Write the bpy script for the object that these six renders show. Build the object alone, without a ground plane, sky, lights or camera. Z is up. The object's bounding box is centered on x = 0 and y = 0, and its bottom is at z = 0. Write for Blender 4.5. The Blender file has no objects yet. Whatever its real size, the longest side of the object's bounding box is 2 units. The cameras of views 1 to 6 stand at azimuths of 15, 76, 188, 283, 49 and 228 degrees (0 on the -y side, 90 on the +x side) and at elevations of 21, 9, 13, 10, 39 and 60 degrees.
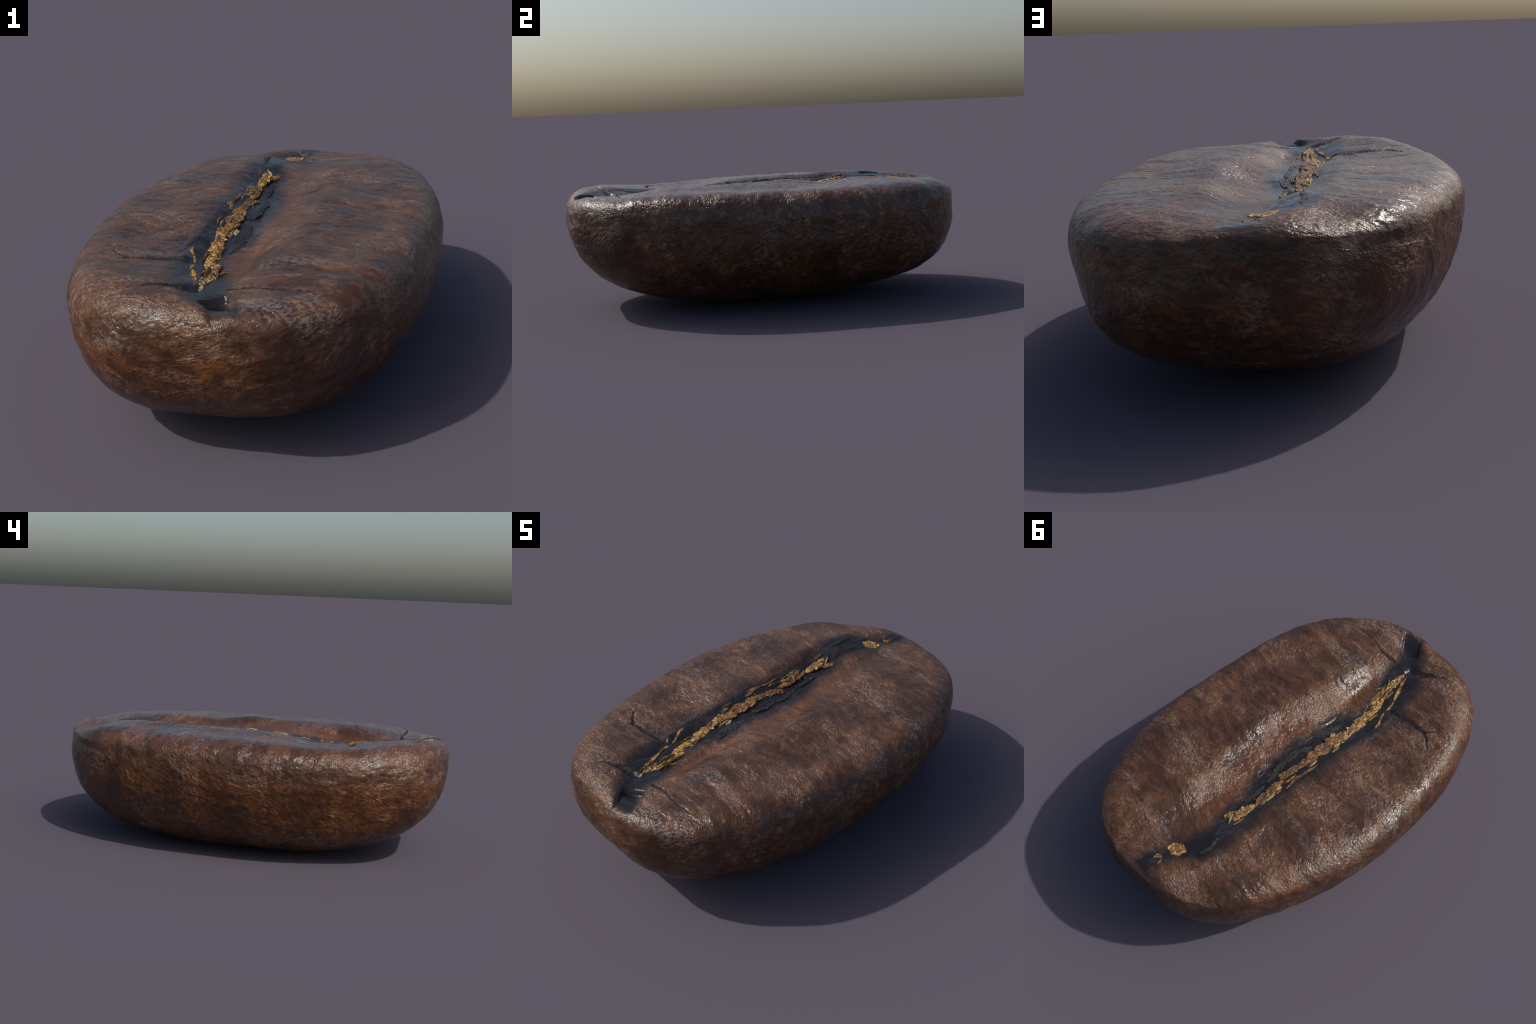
"""A roasted coffee bean lying on its rounded back, flat face and centre cut up."""
import bpy, math
import numpy as np
from mathutils import Vector

# ------------------------------------------------------------------ noise
class Noise:
    """Seeded 3D gradient noise on numpy arrays, roughly in -1..1."""
    def __init__(self, seed):
        rng = np.random.default_rng(seed)
        p = rng.permutation(256)
        self.p = np.concatenate([p, p, p])
        g = rng.normal(size=(256, 3))
        self.g = g / np.linalg.norm(g, axis=1, keepdims=True)

    def __call__(self, P):
        P = np.asarray(P, float)
        i = np.floor(P).astype(int)
        f = P - i
        i &= 255
        u = f * f * f * (f * (f * 6 - 15) + 10)
        out = 0
        for dx in (0, 1):
            for dy in (0, 1):
                for dz in (0, 1):
                    h = self.p[self.p[self.p[i[..., 0] + dx] + i[..., 1] + dy] + i[..., 2] + dz]
                    d = (self.g[h] * (f - (dx, dy, dz))).sum(-1)
                    w = ((u[..., 0] if dx else 1 - u[..., 0])
                         * (u[..., 1] if dy else 1 - u[..., 1])
                         * (u[..., 2] if dz else 1 - u[..., 2]))
                    out = out + d * w
        return out * 1.5

    def fractal(self, P, octaves=3):
        P = np.asarray(P, float)
        return sum(self(P * 2.03 ** k + 17 * k) * 0.5 ** k for k in range(octaves))


def fourier(phi, mean, terms):
    out = mean + 0 * phi
    for k, (c, s) in enumerate(terms, 1):
        out = out + c * np.cos(k * phi) + s * np.sin(k * phi)
    return out


def smooth(a, b, x):
    t = np.clip((x - a) / (b - a), 0, 1)
    return t * t * (3 - 2 * t)


def along(y, table):
    """Smooth curve through (y, value) control points (Catmull-Rom)."""
    t = np.array(table, float)
    ys, vs = t[:, 0], t[:, 1]
    m = np.gradient(vs, ys)
    yy = np.clip(y, ys[0], ys[-1])
    i = np.clip(np.searchsorted(ys, yy) - 1, 0, len(ys) - 2)
    h = ys[i + 1] - ys[i]
    s = (yy - ys[i]) / h
    return ((2 * s**3 - 3 * s**2 + 1) * vs[i] + (s**3 - 2 * s**2 + s) * h * m[i]
            + (-2 * s**3 + 3 * s**2) * vs[i + 1] + (s**3 - s**2) * h * m[i + 1])


# ------------------------------------------------------------------ body form
def plan(phi):
    """Outline of the bean seen from above, as a bent superellipse."""
    c, s = np.cos(phi), np.sin(phi)
    r = (np.abs(c / PLAN["half_x"]) ** PLAN["power"] + np.abs(s / PLAN["half_y"]) ** PLAN["power"]) ** (-1 / PLAN["power"])
    r = r * fourier(phi, 1, PLAN["bend"])
    return r * c, r * s


PLAN = dict(half_x=0.612, half_y=1.085, power=2.652, bend=[(0.01, -0.009), (0.079, 0.02), (-0.006, 0.001), (-0.009, -0.004), (-0.005, 0.004)])
EQUATOR = (0.477, [(-0.039, 0.023), (-0.035, -0.014), (-0.022, -0.008)])          # height of the widest line round the bean
BACK_SQUARE = (2.646, [(0.242, 0.18), (0.396, -0.033), (0.429, -0.102)])   # how square the rounded back is in plan radius
BACK_FULL = (2.265, [(-0.057, -0.246), (-0.133, -0.139)])   # and in height
BACK_DRIFT = [(-0.107, 0.108), (-0.151, 0.036), (-0.127, -0.01), (-0.027, 0.01)]   # outline change towards the belly
BELLY = (-0.05, -0.145)   # where the bean touches the ground
FACE = dict(t0=0.581, tx=-0.021, ty=0.05, txx=0.14, txy=0.002, tyy=-0.002, txxx=0.162, txxy=-0.13, txyy=-0.016, tyyy=-0.084, tyyyy=0.063)
RIM_POWER = (8.557, -0.152, 0.503)
RIM_ROUND = 2.115

# centre cut: (y, x) control points of the west edge, east edge and of the depth
CUT_WEST = [(-1.0, .06), (-.94, .02), (-.88, -.03), (-.79, -.11), (-.71, -.16), (-.63, -.18), (-.54, -.205), (-.44, -.215), (-.31, -.22),
            (-.2, -.2), (-.06, -.205), (.1, -.195), (.24, -.185), (.41, -.19), (.54, -.215), (.66, -.215), (.76, -.165), (.85, -.09), (.97, -.07)]
CUT_EAST = [(-1.0, .18), (-.94, .16), (-.88, .13), (-.82, .085), (-.72, .065), (-.61, .02), (-.47, -.025), (-.36, -.01), (-.27, .03), (-.1, .02),
            (-.04, .04), (.1, .036), (.24, .02), (.34, -.02), (.47, -.034), (.62, -.057), (.73, -.034), (.8, -.005), (.88, .04), (.97, .07)]
CUT_DEPTH = [(-1.0, 0), (-.93, .008), (-.82, .018), (-.7, .015), (-.6, .024), (-.45, .030), (-.3, .022), (-.1, .014), (.08, .017), (.22, .028), (.45, .031), (.6, .024), (.75, .024), (.85, .016), (.95, .0)]
CUT_FLANK = [(-1.0, .05), (-.7, .08), (-.4, .14), (0, .15), (.4, .13), (.7, .10), (.95, .05)]
CRACKS = [  # shrinkage cracks: points, half width, depth
    ([(-.05, -.775), (-.107, -.789), (-.144, -.815), (-.174, -.829), (-.215, -.862)], .019, .014),
    ([(-.17, -.52), (-.225, -.53), (-.272, -.544), (-.32, -.545), (-.363, -.556), (-.390, -.590)], .019, .015),
    ([(-.355, -.553), (-.399, -.531), (-.43, -.505), (-.440, -.470)], .006, .008),
    ([(.06, -.757), (.10, -.75), (.136, -.748), (.2, -.759), (.271, -.764), (.345, -.759), (.385, -.745)], .0062, .007),
]


def segment_distance(X, Y, pts):
    """Distance to a polyline and how far along it (0..1) the nearest point lies."""
    best = np.full(X.shape, 9.0)
    where = np.zeros(X.shape)
    n = len(pts) - 1
    for k in range(n):
        (ax, ay), (bx, by) = pts[k], pts[k + 1]
        dx, dy = bx - ax, by - ay
        t = np.clip(((X - ax) * dx + (Y - ay) * dy) / (dx * dx + dy * dy), 0, 1)
        d = np.hypot(X - ax - t * dx, Y - ay - t * dy)
        near = d < best
        best = np.where(near, d, best)
        where = np.where(near, (k + t) / n, where)
    return best, where


SWELLS = [  # rolls and hollows of the flat face: x, y, reach x, reach y, height
    (.207, -.375, .154, .374, .045),    # high east lobe beside the cut
    (.216, .083, .064, .181, .025),
    (-.192, .013, .124, .327, .027),    # rolled west lip
    (-.164, .593, .091, .227, .033),
    (-.175, -.462, .042, .241, .020),
    (.027, .371, .143, .374, -.023),    # valley on the far half
    (.51, .139, .167, .472, -.026),     # east shoulder falls away
    (-.347, -.446, .154, .245, -.023),
    (.259, -.811, .249, .158, -.025),
    (.11, .87, .114, .185, -.015),
    (.17, .46, .075, .16, .021),
    (.045, -.5, .055, .18, -.027),
    (.03, .66, .06, .12, -.012),
    (-.24, .76, .10, .10, -.017),
    (.33, .02, .08, .12, .011),
    (-.32, -.45, .09, .25, .007),
    (.05, -.865, .13, .05, -.012),
]
N_LUMP, N_RIDGE, N_FINE, N_EDGE = Noise(11), Noise(23), Noise(37), Noise(51)


def face_height(X, Y):
    f = FACE
    swell = sum(h * np.exp(-((X - a) / ra) ** 2 - ((Y - b) / rb) ** 2) for a, b, ra, rb, h in SWELLS)
    return swell + (f["t0"] + f["tx"] * X + f["ty"] * Y + f["txx"] * X**2 + f["txy"] * X * Y + f["tyy"] * Y**2
            + f["txxx"] * X**3 + f["txxy"] * X * X * Y + f["txyy"] * X * Y * Y + f["tyyy"] * Y**3 + f["tyyyy"] * Y**4)


def cut_relief(X, Y):
    """Centre cut, cracks and notch pressed into the flat face (negative = down)."""
    P = np.stack([X * 9, Y * 9, 0 * X + 3.1], -1)
    Xw = X + .010 * N_EDGE.fractal(P, 3)
    w, e, d, fl = (along(Y, t) for t in (CUT_WEST, CUT_EAST, CUT_DEPTH, CUT_FLANK))
    mid, half = (w + e) / 2, (e - w) / 2
    s = Xw - mid
    west = np.exp(-(np.abs(np.minimum(s, 0)) / (half * 1.15)) ** 2.6)
    east = .55 * np.exp(-(np.maximum(s, 0) / (half * 1.05)) ** 2.6) + .45 * np.exp(-(np.maximum(s, 0) / (half + fl)) ** 2.4)
    z = -d * np.where(s < 0, west, east)
    # square notch where the cut runs out at the front, one step below the floor
    ax, ay = .57, -.82
    run = (X - .015) * ax + (Y + .82) * ay
    side = (X - .015) * -ay + (Y + .82) * ax
    n = smooth(.056, .042, np.abs(side)) * smooth(.015, .035, run) * smooth(.182, .155, run)
    z = z - .021 * n
    for pts, wide, deep in CRACKS:
        dist, t = segment_distance(X + .006 * N_EDGE(P * 3), Y + .006 * N_EDGE(P * 3 + 9), pts)
        ww = wide * (1.1 - t)
        z = z - deep * (1 - .65 * t) * np.exp(-(dist / ww) ** 2)
    # wavy flakes of the dark floor, and the blunt hollow at the back end
    inside = smooth(-.01, .03, np.minimum(Xw - w, e - Xw))
    z = z + .0038 * smooth(-.84, -.70, Y) * inside * N_RIDGE.fractal(np.stack([X * 26, Y * 8, 0 * X], -1), 3)
    return z


COLS, FACE_RINGS, BACK_RINGS = 1300, 380, 170


def body_points():
    phi = np.linspace(0, 2 * np.pi, COLS, endpoint=False)
    X, Y = plan(phi)
    ze = fourier(phi, *EQUATOR)
    n, m, g = fourier(phi, *BACK_SQUARE), fourier(phi, *BACK_FULL), fourier(phi, 0, BACK_DRIFT)
    # rounded back, from the belly up to the equator
    u = np.linspace(0, np.pi / 2, BACK_RINGS + 1)[1:, None]
    rho = np.sin(u) ** (2 / n)
    rest = 1 - rho
    rho = rho * (1 + 4 * g * rho * rest)
    back = np.stack([rho * X + rest * BELLY[0], rho * Y + rest * BELLY[1], ze * (1 - np.cos(u) ** (2 / m))], -1)
    # rim and flat face, from the equator in to the middle
    tp = RIM_POWER[0] + RIM_POWER[1] * np.cos(phi) + RIM_POWER[2] * np.sin(phi)
    rim = FACE_RINGS // 3
    ua = np.linspace(np.pi / 2, .12, rim + 1)[1:]
    r0 = np.sin(ua)[:, None] ** (2 / tp)
    r1 = np.linspace(1, 0, FACE_RINGS - rim + 1)[1:-1, None] * r0[-1]
    rho = np.concatenate([r0, r1])
    x, y = rho * X, rho * Y
    zf = face_height(x, y)
    z = ze + (zf - ze) * np.clip(1 - rho ** tp, 0, 1) ** (1 / RIM_ROUND)
    z = z + cut_relief(x, y) * smooth(1.0, .93, rho)
    face = np.stack([x, y, z], -1)
    return back, face


def grid_faces(rows, cols, start):
    r, c = np.meshgrid(np.arange(rows - 1), np.arange(cols), indexing="ij")
    a = start + r * cols + c
    b = start + r * cols + (c + 1) % cols
    return np.stack([a, b, b + cols, a + cols], -1).reshape(-1, 4)


def build_body_mesh():
    back, face = body_points()
    belly = np.array([[BELLY[0], BELLY[1], 0.0]])
    middle = np.array([[0, 0, face_height(0., 0.) + cut_relief(np.array([0.]), np.array([0.]))[0]]])
    V = np.concatenate([back.reshape(-1, 3), face.reshape(-1, 3), belly, middle])
    rows = len(back) + len(face)
    quads = grid_faces(rows, COLS, 0)
    nb, nm = len(V) - 2, len(V) - 1
    k = np.arange(COLS)
    k1 = (k + 1) % COLS
    tris = np.concatenate([np.stack([0 * k + nb, k1, k], -1),
                           np.stack([(rows - 1) * COLS + k, (rows - 1) * COLS + k1, 0 * k + nm], -1)])
    return V, quads, tris


def vertex_normals(V, quads, tris):
    N = np.zeros_like(V)
    q = np.cross(V[quads[:, 2]] - V[quads[:, 0]], V[quads[:, 3]] - V[quads[:, 1]])
    t = np.cross(V[tris[:, 1]] - V[tris[:, 0]], V[tris[:, 2]] - V[tris[:, 0]])
    for k in range(4):
        for a in range(3):
            N[:, a] += np.bincount(quads[:, k], q[:, a], len(V))
    for k in range(3):
        for a in range(3):
            N[:, a] += np.bincount(tris[:, k], t[:, a], len(V))
    return N / np.maximum(np.linalg.norm(N, axis=1, keepdims=True), 1e-12)


BULGES = [  # where the rounded back swells or falls in: x, y, z, reaches, height
    (.45, -.08, .12, .18, .33, .13, .023),
    (.10, .93, .22, .25, .15, .15, -.018),
    (-.28, .90, .55, .16, .14, .08, -.021),
    (.22, .96, .56, .16, .10, .07, -.012),
    (-.50, -.70, .30, .15, .17, .12, -.009),
    (-.13, -.96, .32, .14, .10, .12, -.007),
    (.53, -.62, .32, .15, .20, .12, -.019),
    (.40, -.84, .50, .15, .13, .12, -.008),
    (.57, .58, .28, .15, .20, .12, -.012),
    (.16, -.97, .40, .12, .10, .12, .015),
    (-.38, -.72, .13, .18, .14, .08, .012),
    (-.60, .04, .23, .10, .20, .10, -.010),
    (.20, .98, .38, .10, .10, .05, .011),
    (-.61, -.45, .41, .10, .15, .08, .009),
    (.08, -.955, .56, .10, .07, .06, .013),
    (.66, .15, .50, .08, .25, .08, .012),
]


def back_swells(V):
    return sum(h * np.exp(-((V[:, 0] - a) / ra) ** 2 - ((V[:, 1] - b) / rb) ** 2 - ((V[:, 2] - c) / rc) ** 2)
               for a, b, c, ra, rb, rc, h in BULGES)


def skin_relief(V):
    """Lumps, cross ridges and wrinkles of the roasted skin, along the normal."""
    X, Y, Z = V.T
    top = smooth(.50, .575, Z)
    warp = np.stack([N_LUMP(V * 3 + k * 7) for k in range(3)], -1)
    W = V + .06 * warp
    lumps = .004 * N_LUMP.fractal(V * (2.6, 2.2, 3.0), 2)
    cross = N_RIDGE.fractal(W * (3.2, 10, 6) + (0, 0, 2), 2)      # ridges running away from the cut
    far = smooth(.03, .2, np.abs(X + .07))
    relief = lumps * (1 - .4 * top) + top * far * .0048 * cross
    side = N_RIDGE.fractal((W + .03 * warp) * (11, 9, 20) + 5, 3)
    relief = relief + (1 - top) * .003 * side * (1 - smooth(.12, .0, Z))
    fine = N_FINE.fractal(W * (34, 44, 44), 2)
    inside = np.minimum(X - along(Y, CUT_WEST), along(Y, CUT_EAST) - X)
    relief = relief + .0016 * fine * (1 - .6 * top * smooth(-.02, .02, inside))
    return relief


def make_mesh(name, V, faces, normals, material):
    """Mesh object from the vertices that the listed faces use."""
    used = np.unique(np.concatenate([f.ravel() for f in faces if len(f)]))
    remap = np.full(len(V), -1)
    remap[used] = np.arange(len(used))
    loops = np.concatenate([remap[f].ravel() for f in faces if len(f)])
    sizes = np.concatenate([np.full(len(f), f.shape[1]) for f in faces if len(f)])
    me = bpy.data.meshes.new(name)
    me.vertices.add(len(used))
    me.vertices.foreach_set("co", V[used].astype(np.float32).ravel())
    me.loops.add(len(loops))
    me.loops.foreach_set("vertex_index", loops.astype(np.int32))
    me.polygons.add(len(sizes))
    me.polygons.foreach_set("loop_start", np.concatenate([[0], np.cumsum(sizes)[:-1]]).astype(np.int32))
    me.update(calc_edges=True)
    me.validate()
    me.polygons.foreach_set("use_smooth", np.ones(len(sizes), bool))
    if normals is not None:
        me.normals_split_custom_set_from_vertices(normals[used].astype(np.float32))
    me.materials.append(material)
    ob = bpy.data.objects.new(name, me)
    bpy.context.scene.collection.objects.link(ob)
    return ob


# ------------------------------------------------------------------ materials
class Nodes:
    def __init__(self, name):
        self.mat = bpy.data.materials.new(name)
        self.mat.use_nodes = True
        self.t = self.mat.node_tree
        self.t.nodes.clear()
        self.out = self.t.nodes.new("ShaderNodeOutputMaterial")
        self.bsdf = self.t.nodes.new("ShaderNodeBsdfPrincipled")
        self.t.links.new(self.bsdf.outputs[0], self.out.inputs[0])
        self.coord = self.t.nodes.new("ShaderNodeTexCoord").outputs["Object"]

    def put(self, socket, v):
        if isinstance(v, bpy.types.NodeSocket):
            self.t.links.new(v, socket)
        else:
            socket.default_value = v

    def math(self, op, a, b=0.0, c=0.0, clamp=False):
        n = self.t.nodes.new("ShaderNodeMath")
        n.operation, n.use_clamp = op, clamp
        for s, v in zip(n.inputs, (a, b, c)):
            self.put(s, v)
        return n.outputs[0]

    def mapping(self, vec, scale=(1, 1, 1), rot=(0, 0, 0), loc=(0, 0, 0)):
        n = self.t.nodes.new("ShaderNodeMapping")
        self.put(n.inputs["Vector"], vec)
        n.inputs["Scale"].default_value, n.inputs["Rotation"].default_value, n.inputs["Location"].default_value = scale, rot, loc
        return n.outputs[0]

    def noise(self, vec, scale, detail=2.0, rough=.5, distort=0.0, color=False):
        n = self.t.nodes.new("ShaderNodeTexNoise")
        self.put(n.inputs["Vector"], vec)
        for k, v in (("Scale", scale), ("Detail", detail), ("Roughness", rough), ("Distortion", distort)):
            n.inputs[k].default_value = v
        return n.outputs["Color" if color else 0]

    def span(self, v, a, b, lo=0.0, hi=1.0, kind="SMOOTHSTEP"):
        n = self.t.nodes.new("ShaderNodeMapRange")
        n.interpolation_type = kind
        for s, x in zip(n.inputs, (v, a, b, lo, hi)):
            self.put(s, x)
        return n.outputs[0]

    def mix(self, f, a, b, mode="MIX"):
        n = self.t.nodes.new("ShaderNodeMix")
        n.data_type, n.blend_type = "RGBA", mode
        self.put(n.inputs[0], f)
        for s, v in ((n.inputs[6], a), (n.inputs[7], b)):
            self.put(s, v if isinstance(v, bpy.types.NodeSocket) else (*v, 1))
        return n.outputs[2]

    def fmix(self, f, a, b):
        n = self.t.nodes.new("ShaderNodeMix")
        for s, v in zip((n.inputs[0], n.inputs[2], n.inputs[3]), (f, a, b)):
            self.put(s, v)
        return n.outputs[0]

    def vadd(self, a, b, scale):
        m = self.t.nodes.new("ShaderNodeVectorMath")
        m.operation = "MULTIPLY_ADD"
        self.put(m.inputs[0], b)
        m.inputs[1].default_value = (scale,) * 3
        self.put(m.inputs[2], a)
        return m.outputs[0]

    def xyz(self, vec):
        n = self.t.nodes.new("ShaderNodeSeparateXYZ")
        self.put(n.inputs[0], vec)
        return n.outputs

    def curve(self, v, table, lo, hi, scale, offset):
        """v -> smooth curve through the (y, value) control points."""
        n = self.t.nodes.new("ShaderNodeFloatCurve")
        c = n.mapping.curves[0]
        pts = [((y - lo) / (hi - lo), (x - offset) / scale) for y, x in table]
        c.points[0].location, c.points[-1].location = pts[0], pts[-1]
        for p in pts[1:-1]:
            c.points.new(*p)
        n.mapping.update()
        self.put(n.inputs["Value"], self.math("DIVIDE", self.math("SUBTRACT", v, lo), hi - lo))
        return self.math("MULTIPLY_ADD", n.outputs[0], scale, offset)

    def bump(self, h, dist, strength=1.0, normal=None):
        n = self.t.nodes.new("ShaderNodeBump")
        n.inputs["Strength"].default_value = strength
        n.inputs["Distance"].default_value = dist
        self.put(n.inputs["Height"], h)
        if normal is not None:
            self.put(n.inputs["Normal"], normal)
        return n.outputs[0]


def skin_material(name):
    m = Nodes(name)
    p = m.coord
    warp = m.noise(p, 2.2, 2, .5, 0, True)
    wp = m.vadd(p, warp, .16)
    x, y, z = m.xyz(p)
    # flat face against rounded back: a ragged line just above the widest part
    rag = m.noise(m.mapping(p, (1, 1, 1.6)), 26, 3, .6)
    rim = m.math("MULTIPLY_ADD", y, .03, .475)
    rim = m.math("MULTIPLY_ADD", x, .03, rim)
    hgt = m.math("ADD", m.math("SUBTRACT", z, rim), m.math("MULTIPLY", m.math("SUBTRACT", rag, .5), .10))
    face = m.span(hgt, -.012, .012)
    # wrinkles
    slant = m.mapping(wp, rot=(-.46, 0, .15))
    wr_face = m.noise(m.mapping(wp, (74, 112, 100), (0, 0, .35)), 1.0, 3, .55, .35)
    wr_back = m.noise(m.mapping(slant, (68, 46, 88)), 1.0, 3, .55, .35)
    wrinkle = m.fmix(face, wr_back, wr_face)
    folds = m.noise(m.mapping(wp, (15, 30, 26), (0, 0, .35)), 1.0, 3, .55, .3)
    patch = m.span(m.noise(wp, 5, 2, .5), .36, .62, .35, 1.0)
    tone = m.math("MULTIPLY_ADD", folds, 1.1, m.math("MULTIPLY", wrinkle, patch))
    ripple = m.noise(m.mapping(wp, (3.2, 13, 8), (0, 0, .3)), 1.0, 2, .5)
    folds = m.math("MULTIPLY_ADD", m.math("SUBTRACT", ripple, .5), m.math("MULTIPLY", face, 2.6), folds)
    relief = m.math("MULTIPLY_ADD", folds, 1.0, m.math("MULTIPLY", m.math("MULTIPLY", wrinkle, m.fmix(face, 2.1, 1.4)), patch))
    # colours
    blotch = m.noise(wp, 3.4, 4, .6)
    warm = m.noise(m.mapping(wp, (1, 1, 1), (0, 0, 0), (3, 1, 2)), 5.5, 4, .62)
    back_c = m.mix(m.span(blotch, .27, .76), BACK_DARK, BACK_WARM)
    face_c = m.mix(m.span(blotch, .30, .72), FACE_DARK, FACE_WARM)
    c = m.mix(face, back_c, face_c)
    c = m.mix(m.math("MULTIPLY", m.span(warm, .52, .78), .32), c, RUST)
    # highlights painted into the colour: grey bloom in streaks that run away from the cut
    streak_face = m.noise(m.mapping(wp, (3.0, 9.0, 5.0), (0, 0, .3)), 1.0, 5, .66)
    streak_back = m.noise(m.mapping(slant, (5.0, 3.2, 8.0)), 1.0, 5, .66)
    streak = m.fmix(face, streak_back, streak_face)
    sheen = m.math("MULTIPLY", m.span(streak, .50, .70), m.span(wrinkle, .42, .62))
    c = m.mix(m.math("MULTIPLY", sheen, m.fmix(face, .42, .72)), c, SHEEN)
    # ridges a little paler, pits darker
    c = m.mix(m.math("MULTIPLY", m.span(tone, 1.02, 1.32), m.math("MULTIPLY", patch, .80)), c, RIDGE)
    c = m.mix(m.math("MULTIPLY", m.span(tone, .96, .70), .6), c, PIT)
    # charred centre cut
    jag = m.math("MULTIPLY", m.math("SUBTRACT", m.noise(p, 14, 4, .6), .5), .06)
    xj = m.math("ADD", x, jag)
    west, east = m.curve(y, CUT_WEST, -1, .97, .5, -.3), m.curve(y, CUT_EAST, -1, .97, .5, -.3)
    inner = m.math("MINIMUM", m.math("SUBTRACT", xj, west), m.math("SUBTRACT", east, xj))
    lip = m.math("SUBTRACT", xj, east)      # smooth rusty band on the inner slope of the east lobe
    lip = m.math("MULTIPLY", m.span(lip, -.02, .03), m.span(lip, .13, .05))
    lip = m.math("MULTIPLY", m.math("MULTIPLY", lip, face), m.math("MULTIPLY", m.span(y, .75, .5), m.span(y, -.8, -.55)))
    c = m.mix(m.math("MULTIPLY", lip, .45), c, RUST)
    cut_dark = m.math("MULTIPLY", m.span(inner, -.04, .05), m.span(z, .50, .54))
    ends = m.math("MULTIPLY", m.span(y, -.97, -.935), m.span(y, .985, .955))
    cut_dark = m.math("MULTIPLY", cut_dark, ends)
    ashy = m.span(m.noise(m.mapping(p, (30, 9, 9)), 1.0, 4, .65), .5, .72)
    cut_dark_c = m.mix(m.math("MULTIPLY", ashy, m.span(y, -.80, -.66)), CUT_BLACK, ASH)
    c = m.mix(cut_dark, c, cut_dark_c)
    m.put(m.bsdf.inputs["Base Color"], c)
    rough = m.span(m.noise(wp, 7, 3, .6), .35, .68, .17, .29)
    m.put(m.bsdf.inputs["Roughness"], rough)
    m.bsdf.inputs["IOR"].default_value = 1.47
    relief = m.math("MULTIPLY", relief, m.math("MULTIPLY_ADD", cut_dark, -.6, 1.0))
    b = m.bump(relief, .0043, 1.0)
    m.put(m.bsdf.inputs["Normal"], b)
    return m.mat


BACK_DARK, BACK_WARM = (.064, .0245, .0090), (.120, .0440, .0115)
FACE_DARK, FACE_WARM = (.068, .0300, .0150), (.106, .0455, .0200)
RUST, SHEEN, RIDGE, PIT = (.125, .045, .012), (.195, .165, .150), (.205, .112, .064), (.020, .009, .005)
CUT_BLACK, ASH = (.012, .010, .010), (.036, .030, .030)


def chaff_material(name, tone, rough=.5, shine=.5):
    m = Nodes(name)
    p = m.coord
    info = m.t.nodes.new("ShaderNodeObjectInfo").outputs["Random"]
    wp = m.vadd(p, m.noise(p, 40, 2, .5, 0, True), .02)
    n = m.noise(m.mapping(wp, (85, 34, 85)), 1.0, 4, .62, 1.2)
    v = m.t.nodes.new("ShaderNodeTexVoronoi")
    m.put(v.inputs["Vector"], m.mapping(wp, (75, 50, 75)))
    v.inputs["Scale"].default_value = 1.0
    cell = m.span(v.outputs["Distance"], .1, .75, 1, 0)
    n2 = m.noise(p, 34, 3, .6)
    h = m.math("MULTIPLY_ADD", cell, .22, m.math("MULTIPLY", n, 1.25))
    c = m.mix(m.span(h, .56, .86), tone[0], tone[1])
    c = m.mix(m.math("MULTIPLY", m.span(n2, .53, .68), m.span(h, .62, .95)), c, tone[2])
    c = m.mix(m.math("MULTIPLY", info, .25), c, tone[0])
    m.put(m.bsdf.inputs["Base Color"], c)
    m.bsdf.inputs["Roughness"].default_value = rough
    m.bsdf.inputs["Specular IOR Level"].default_value = shine
    m.put(m.bsdf.inputs["Normal"], m.bump(h, .008, 1.0))
    return m.mat


# ------------------------------------------------------------------ chaff
def surface_height(x, y):
    """Height of the finished face at one plan position, by nearest body vertex."""
    k = np.argmin((TOPV[:, 0] - x) ** 2 + (TOPV[:, 1] - y) ** 2)
    return TOPV[k, 2]


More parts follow.
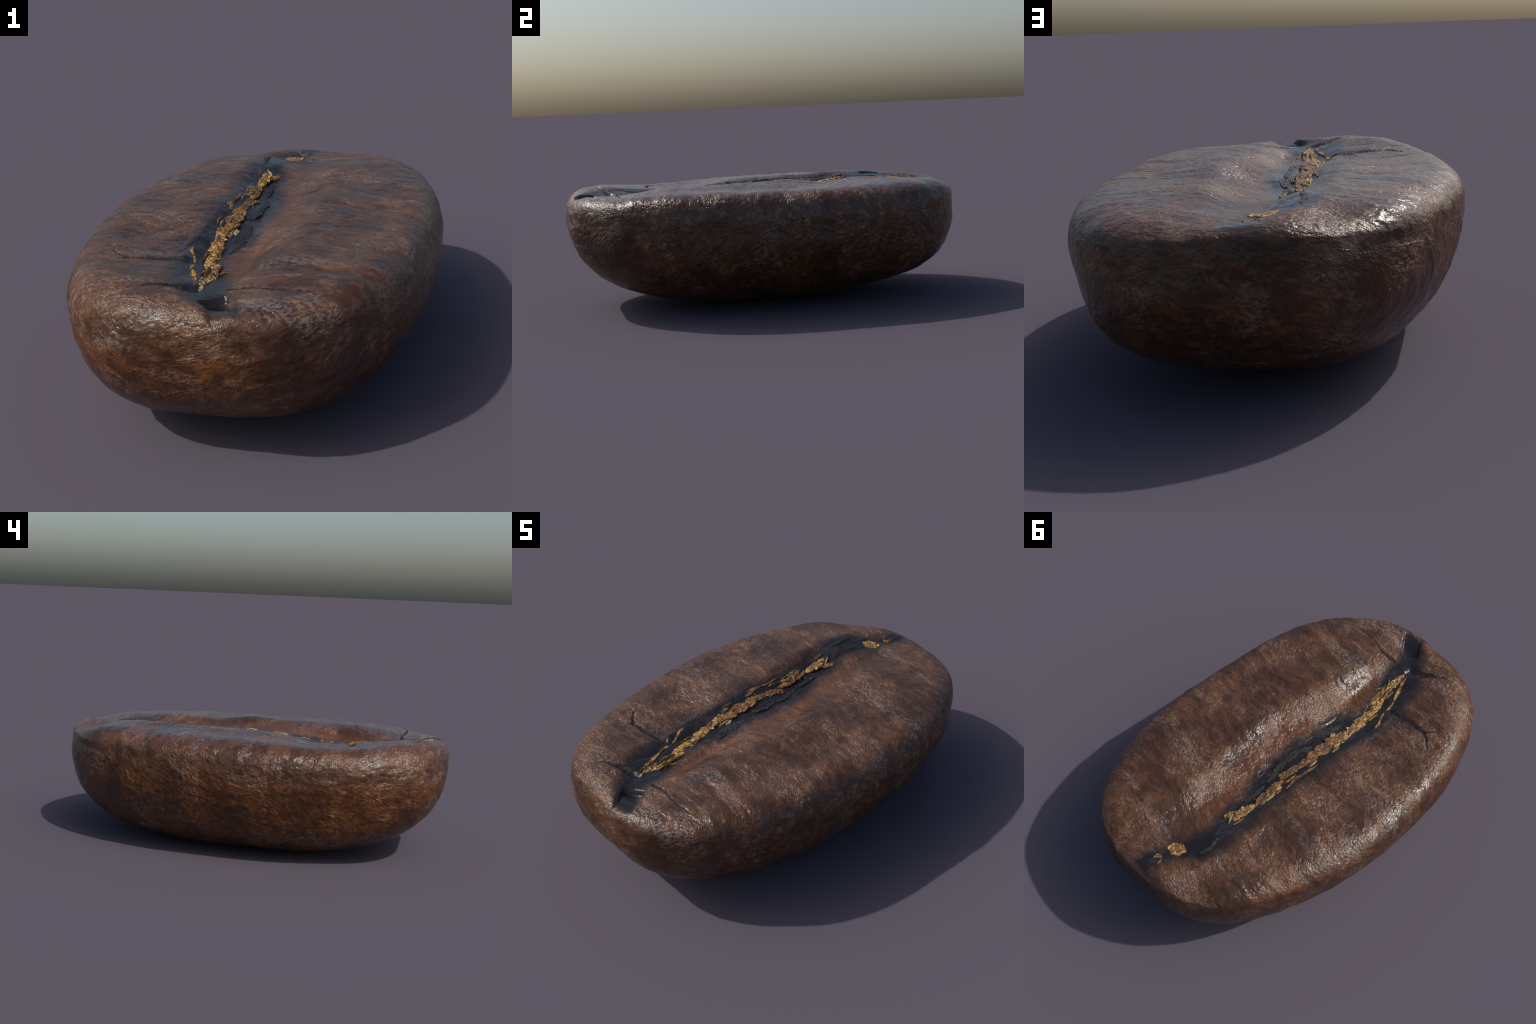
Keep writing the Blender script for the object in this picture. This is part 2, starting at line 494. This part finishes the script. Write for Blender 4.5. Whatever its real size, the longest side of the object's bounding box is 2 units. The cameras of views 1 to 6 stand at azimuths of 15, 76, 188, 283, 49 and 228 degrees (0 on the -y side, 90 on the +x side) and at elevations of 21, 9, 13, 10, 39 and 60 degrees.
def flake(name, path, widths, thick, seed, material, parent, lift=0.001, curl=.35):
    """A crumpled strip of silverskin: thick, ragged edged, following a path on the cut floor."""
    nz = Noise(seed)
    pts = np.array(path, float)
    seg = np.r_[0, np.cumsum(np.hypot(*np.diff(pts, axis=0).T))]
    L = seg[-1]
    ns = max(10, int(L / .006))
    s = np.linspace(0, L, ns)
    cx, cy = np.interp(s, seg, pts[:, 0]), np.interp(s, seg, pts[:, 1])
    for _ in range(4):
        cx[1:-1] = (cx[:-2] + 2 * cx[1:-1] + cx[2:]) / 4
        cy[1:-1] = (cy[:-2] + 2 * cy[1:-1] + cy[2:]) / 4
    w = np.interp(s, seg, widths)
    tx, ty = np.gradient(cx), np.gradient(cy)
    tl = np.hypot(tx, ty)
    nx, ny = -ty / tl, tx / tl
    nw = 15
    q = np.linspace(-1, 1, nw)
    S, Q = np.meshgrid(s, q, indexing="ij")
    edge = 1 + .30 * nz(np.stack([S * 22, 0 * S, 0 * S + 8], -1)) + .38 * nz.fractal(np.stack([S * 55, np.sign(Q) * 3, 0 * S], -1), 3)
    taper = np.minimum(1, np.minimum(S, L - S) / (.02 + .1 * L)) ** .6 * .85 + .15
    off = Q * w[:, None] * edge * taper
    X, Y = cx[:, None] + nx[:, None] * off, cy[:, None] + ny[:, None] * off
    base = np.array([surface_height(a, b) for a, b in zip(cx, cy)])
    for _ in range(3):
        base[1:-1] = (base[:-2] + base[1:-1] + base[2:]) / 3
    fold = nz.fractal(np.stack([S * 24, Q * 1.4, 0 * S + 5], -1), 4)
    fine = nz.fractal(np.stack([S * 75, Q * 3.2, 0 * S + 1], -1), 2)
    Z = base[:, None] + lift + .32 * thick * (.1 + .75 * fold + .40 * fine + .3 * (1 - Q * Q)) + curl * thick * Q * nz(np.stack([S * 9, 0 * S, 0 * S], -1))
    up = np.stack([X, Y, Z], -1)
    down = np.stack([X, Y, np.minimum(base[:, None] - .008, Z - .006)], -1)
    V = np.concatenate([up.reshape(-1, 3), down.reshape(-1, 3)])
    r, c = np.meshgrid(np.arange(ns - 1), np.arange(nw - 1), indexing="ij")
    a = (r * nw + c).ravel()
    topq = np.stack([a, a + nw, a + nw + 1, a + 1], -1)
    M = ns * nw
    botq = topq[:, ::-1] + M
    ring = np.concatenate([np.arange(nw), np.arange(1, ns) * nw + nw - 1, (ns - 1) * nw + np.arange(nw - 2, -1, -1), np.arange(ns - 2, 0, -1) * nw])
    nxt = np.roll(ring, -1)
    wall = np.stack([ring, nxt, nxt + M, ring + M], -1)
    centre = V.mean(0)
    ob = make_mesh(name, V - centre, [np.concatenate([topq, botq, wall])], None, material)
    ob.location = centre
    ob.parent = parent
    return ob


# ------------------------------------------------------------------ assembly
V, quads, tris = build_body_mesh()
N0_ = vertex_normals(V, quads, tris)
V = V + N0_ * back_swells(V)[:, None]
N0_ = vertex_normals(V, quads, tris)
V = V + N0_ * skin_relief(V)[:, None]
V[:, 1] = V[:, 1] * 1.003 + .004
V[:, 2] -= V[:, 2].min()
NORM = vertex_normals(V, quads, tris)

centre = V[quads].mean(1)
is_face = np.zeros(len(quads), bool)
is_face[(BACK_RINGS - 1) * COLS:] = True
inner = np.minimum(centre[:, 0] - along(centre[:, 1], CUT_WEST), along(centre[:, 1], CUT_EAST) - centre[:, 0])
crack_gap = np.min([segment_distance(centre[:, 0], centre[:, 1], pts)[0] / (wide * (1.1 - 1.0 * segment_distance(centre[:, 0], centre[:, 1], pts)[1]))
                    for pts, wide, deep in CRACKS[:4]], 0)
in_crack = is_face & (crack_gap < 1.3) & (inner <= .035)
in_cut = is_face & (inner > 0) & ~in_crack & (np.abs(centre[:, 1]) < .95)
TOPV = V[BACK_RINGS * COLS:-2]

bean = bpy.data.objects.new("coffee_bean", None)
bpy.context.scene.collection.objects.link(bean)
bean["label"] = "dark roasted coffee bean with golden chaff in its cut"
bean["category"] = "coffee bean"

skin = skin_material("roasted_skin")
blackish = chaff_material("dark_crack", ((.016, .010, .008), (.030, .017, .012), (.045, .026, .017)), .5, .4)
parts = {
    "rounded_back": [quads[~is_face], tris[:COLS]],
    "flat_face": [quads[is_face & ~in_cut & ~in_crack]],
    "shrinkage_crack": [quads[in_crack]],
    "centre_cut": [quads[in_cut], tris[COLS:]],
}
body = {}
for part, faces in parts.items():
    body[part] = make_mesh(part, V, faces, NORM, blackish if part == "shrinkage_crack" else skin)
    body[part].parent = bean

GOLD = ((.10, .040, .010), (.56, .31, .070), (.86, .72, .38))
BROWN = ((.06, .025, .010), (.34, .15, .030), (.66, .45, .17))
STRAW = ((.30, .22, .13), (.62, .50, .28), (.75, .70, .52))
gold, brown, straw = chaff_material("golden_chaff", GOLD), chaff_material("toasted_chaff", BROWN), chaff_material("pale_chaff", STRAW)
ash = chaff_material("charred_silverskin", ((.010, .009, .009), (.030, .025, .024), (.075, .062, .058)))
cut = body["centre_cut"]
CHAFF = [  # path in plan, half widths, thickness, material
    ([(-.040, -.735), (-.041, -.643), (-.049, -.566), (-.072, -.504), (-.095, -.452)], (.016, .021, .020, .027, .030), .016, gold),
    ([(-.085, -.47), (-.100, -.37), (-.120, -.31)], (.026, .032, .034), .018, gold),
    ([(-.105, -.36), (-.122, -.28), (-.120, -.19)], (.030, .034, .030), .018, gold),
    ([(-.112, -.235), (-.112, -.14), (-.108, -.05), (-.108, .02)], (.030, .042, .040, .024), .020, brown),
    ([(-.110, -.03), (-.106, .05), (-.098, .12), (-.088, .165)], (.028, .022, .027, .020), .018, brown),
    ([(-.076, .115), (-.082, .162)], (.020, .017), .018, gold),
    ([(-.110, .15), (-.114, .22), (-.118, .29), (-.122, .35)], (.020, .028, .026, .020), .018, brown),
    ([(-.128, .19), (-.128, .26), (-.138, .33)], (.012, .016, .012), .022, gold),
    ([(-.120, .34), (-.126, .40), (-.128, .45), (-.118, .49)], (.024, .034, .038, .026), .022, gold),
    ([(-.125, .435), (-.095, .47), (-.066, .505)], (.026, .030, .017), .024, gold),
    ([(-.059, -.735), (-.075, -.675), (-.098, -.63), (-.120, -.58)], (.006, .009, .010, .008), .014, gold),
    ([(-.118, -.585), (-.132, -.545), (-.131, -.515)], (.008, .009, .006), .013, gold),
    ([(-.134, -.50), (-.150, -.455), (-.174, -.42), (-.176, -.385)], (.005, .006, .007, .004), .012, gold),
    ([(-.157, .19), (-.149, .13), (-.153, .07), (-.159, -.02)], (.006, .011, .010, .005), .012, brown),
    ([(-.016, .805), (-.045, .785), (-.075, .768), (-.098, .752)], (.018, .032, .030, .014), .006, gold),
    ([(-.016, .885), (-.026, .858), (-.050, .862)], (.009, .010, .007), .006, gold),
    ([(-.048, .862), (-.062, .892)], (.007, .005), .010, gold),
    ([(-.078, -.262), (-.084, -.225), (-.078, -.195)], (.006, .010, .008), .014, gold),
]
for i, (path, widths, thick, mat) in enumerate(CHAFF):
    flake("chaff_flake", path, widths, thick, 100 + i, mat, cut)
flake("pale_flake", [(-.062, -.222), (-.070, -.205), (-.066, -.186)], (.012, .016, .010), .026, 301, straw, cut)
rng = np.random.default_rng(77)
SPINE = [(-.73, -.045), (-.6, -.048), (-.45, -.095), (-.3, -.122), (-.1, -.110), (.1, -.10), (.3, -.12), (.42, -.127), (.5, -.075)]
for i in range(26):   # loose fibres torn off the strand
    y0 = rng.uniform(-.72, .49)
    side, reach, bend = rng.choice([-1, 1]), rng.uniform(.03, .075), rng.uniform(-.35, .35)
    x0 = float(along(np.array([y0]), SPINE)[0]) + side * rng.uniform(.004, .034)
    path = [(x0 + side * bend * .02 * k + bend * reach * (k / 3) ** 2, y0 + reach * k / 3) for k in range(4)]
    flake("chaff_fibre", path, (.003, .0048, .0042, .002), .016, 500 + i, straw if rng.random() < .3 else gold, cut, lift=rng.uniform(.002, .009))
for i, (path, widths) in enumerate([
    ([(-.052, -.28), (-.030, -.20), (-.022, -.13)], (.010, .022, .008)),
    ([(-.050, -.08), (-.034, .0), (-.040, .08)], (.010, .018, .010)),
    ([(-.030, .05), (-.036, .14), (-.058, .22)], (.008, .016, .010)),
    ([(-.060, .24), (-.070, .32), (-.062, .38)], (.010, .014, .008)),
    ([(-.040, -.40), (-.020, -.33), (-.010, -.27)], (.008, .012, .006)),
    ([(-.150, .60), (-.165, .67), (-.155, .72)], (.008, .012, .006)),
]):
    flake("charred_flake", path, widths, .012, 400 + i, ash, cut)
for i, (px, py) in enumerate([(-.100, .292), (-.092, .322), (-.070, .148), (-.036, -.752), (-.018, .866)]):
    flake("chaff_crumb", [(px, py - .012), (px + .003, py), (px, py + .012)], (.008, .012, .008), .022, 330 + i, straw if i in (0, 3) else gold, cut)
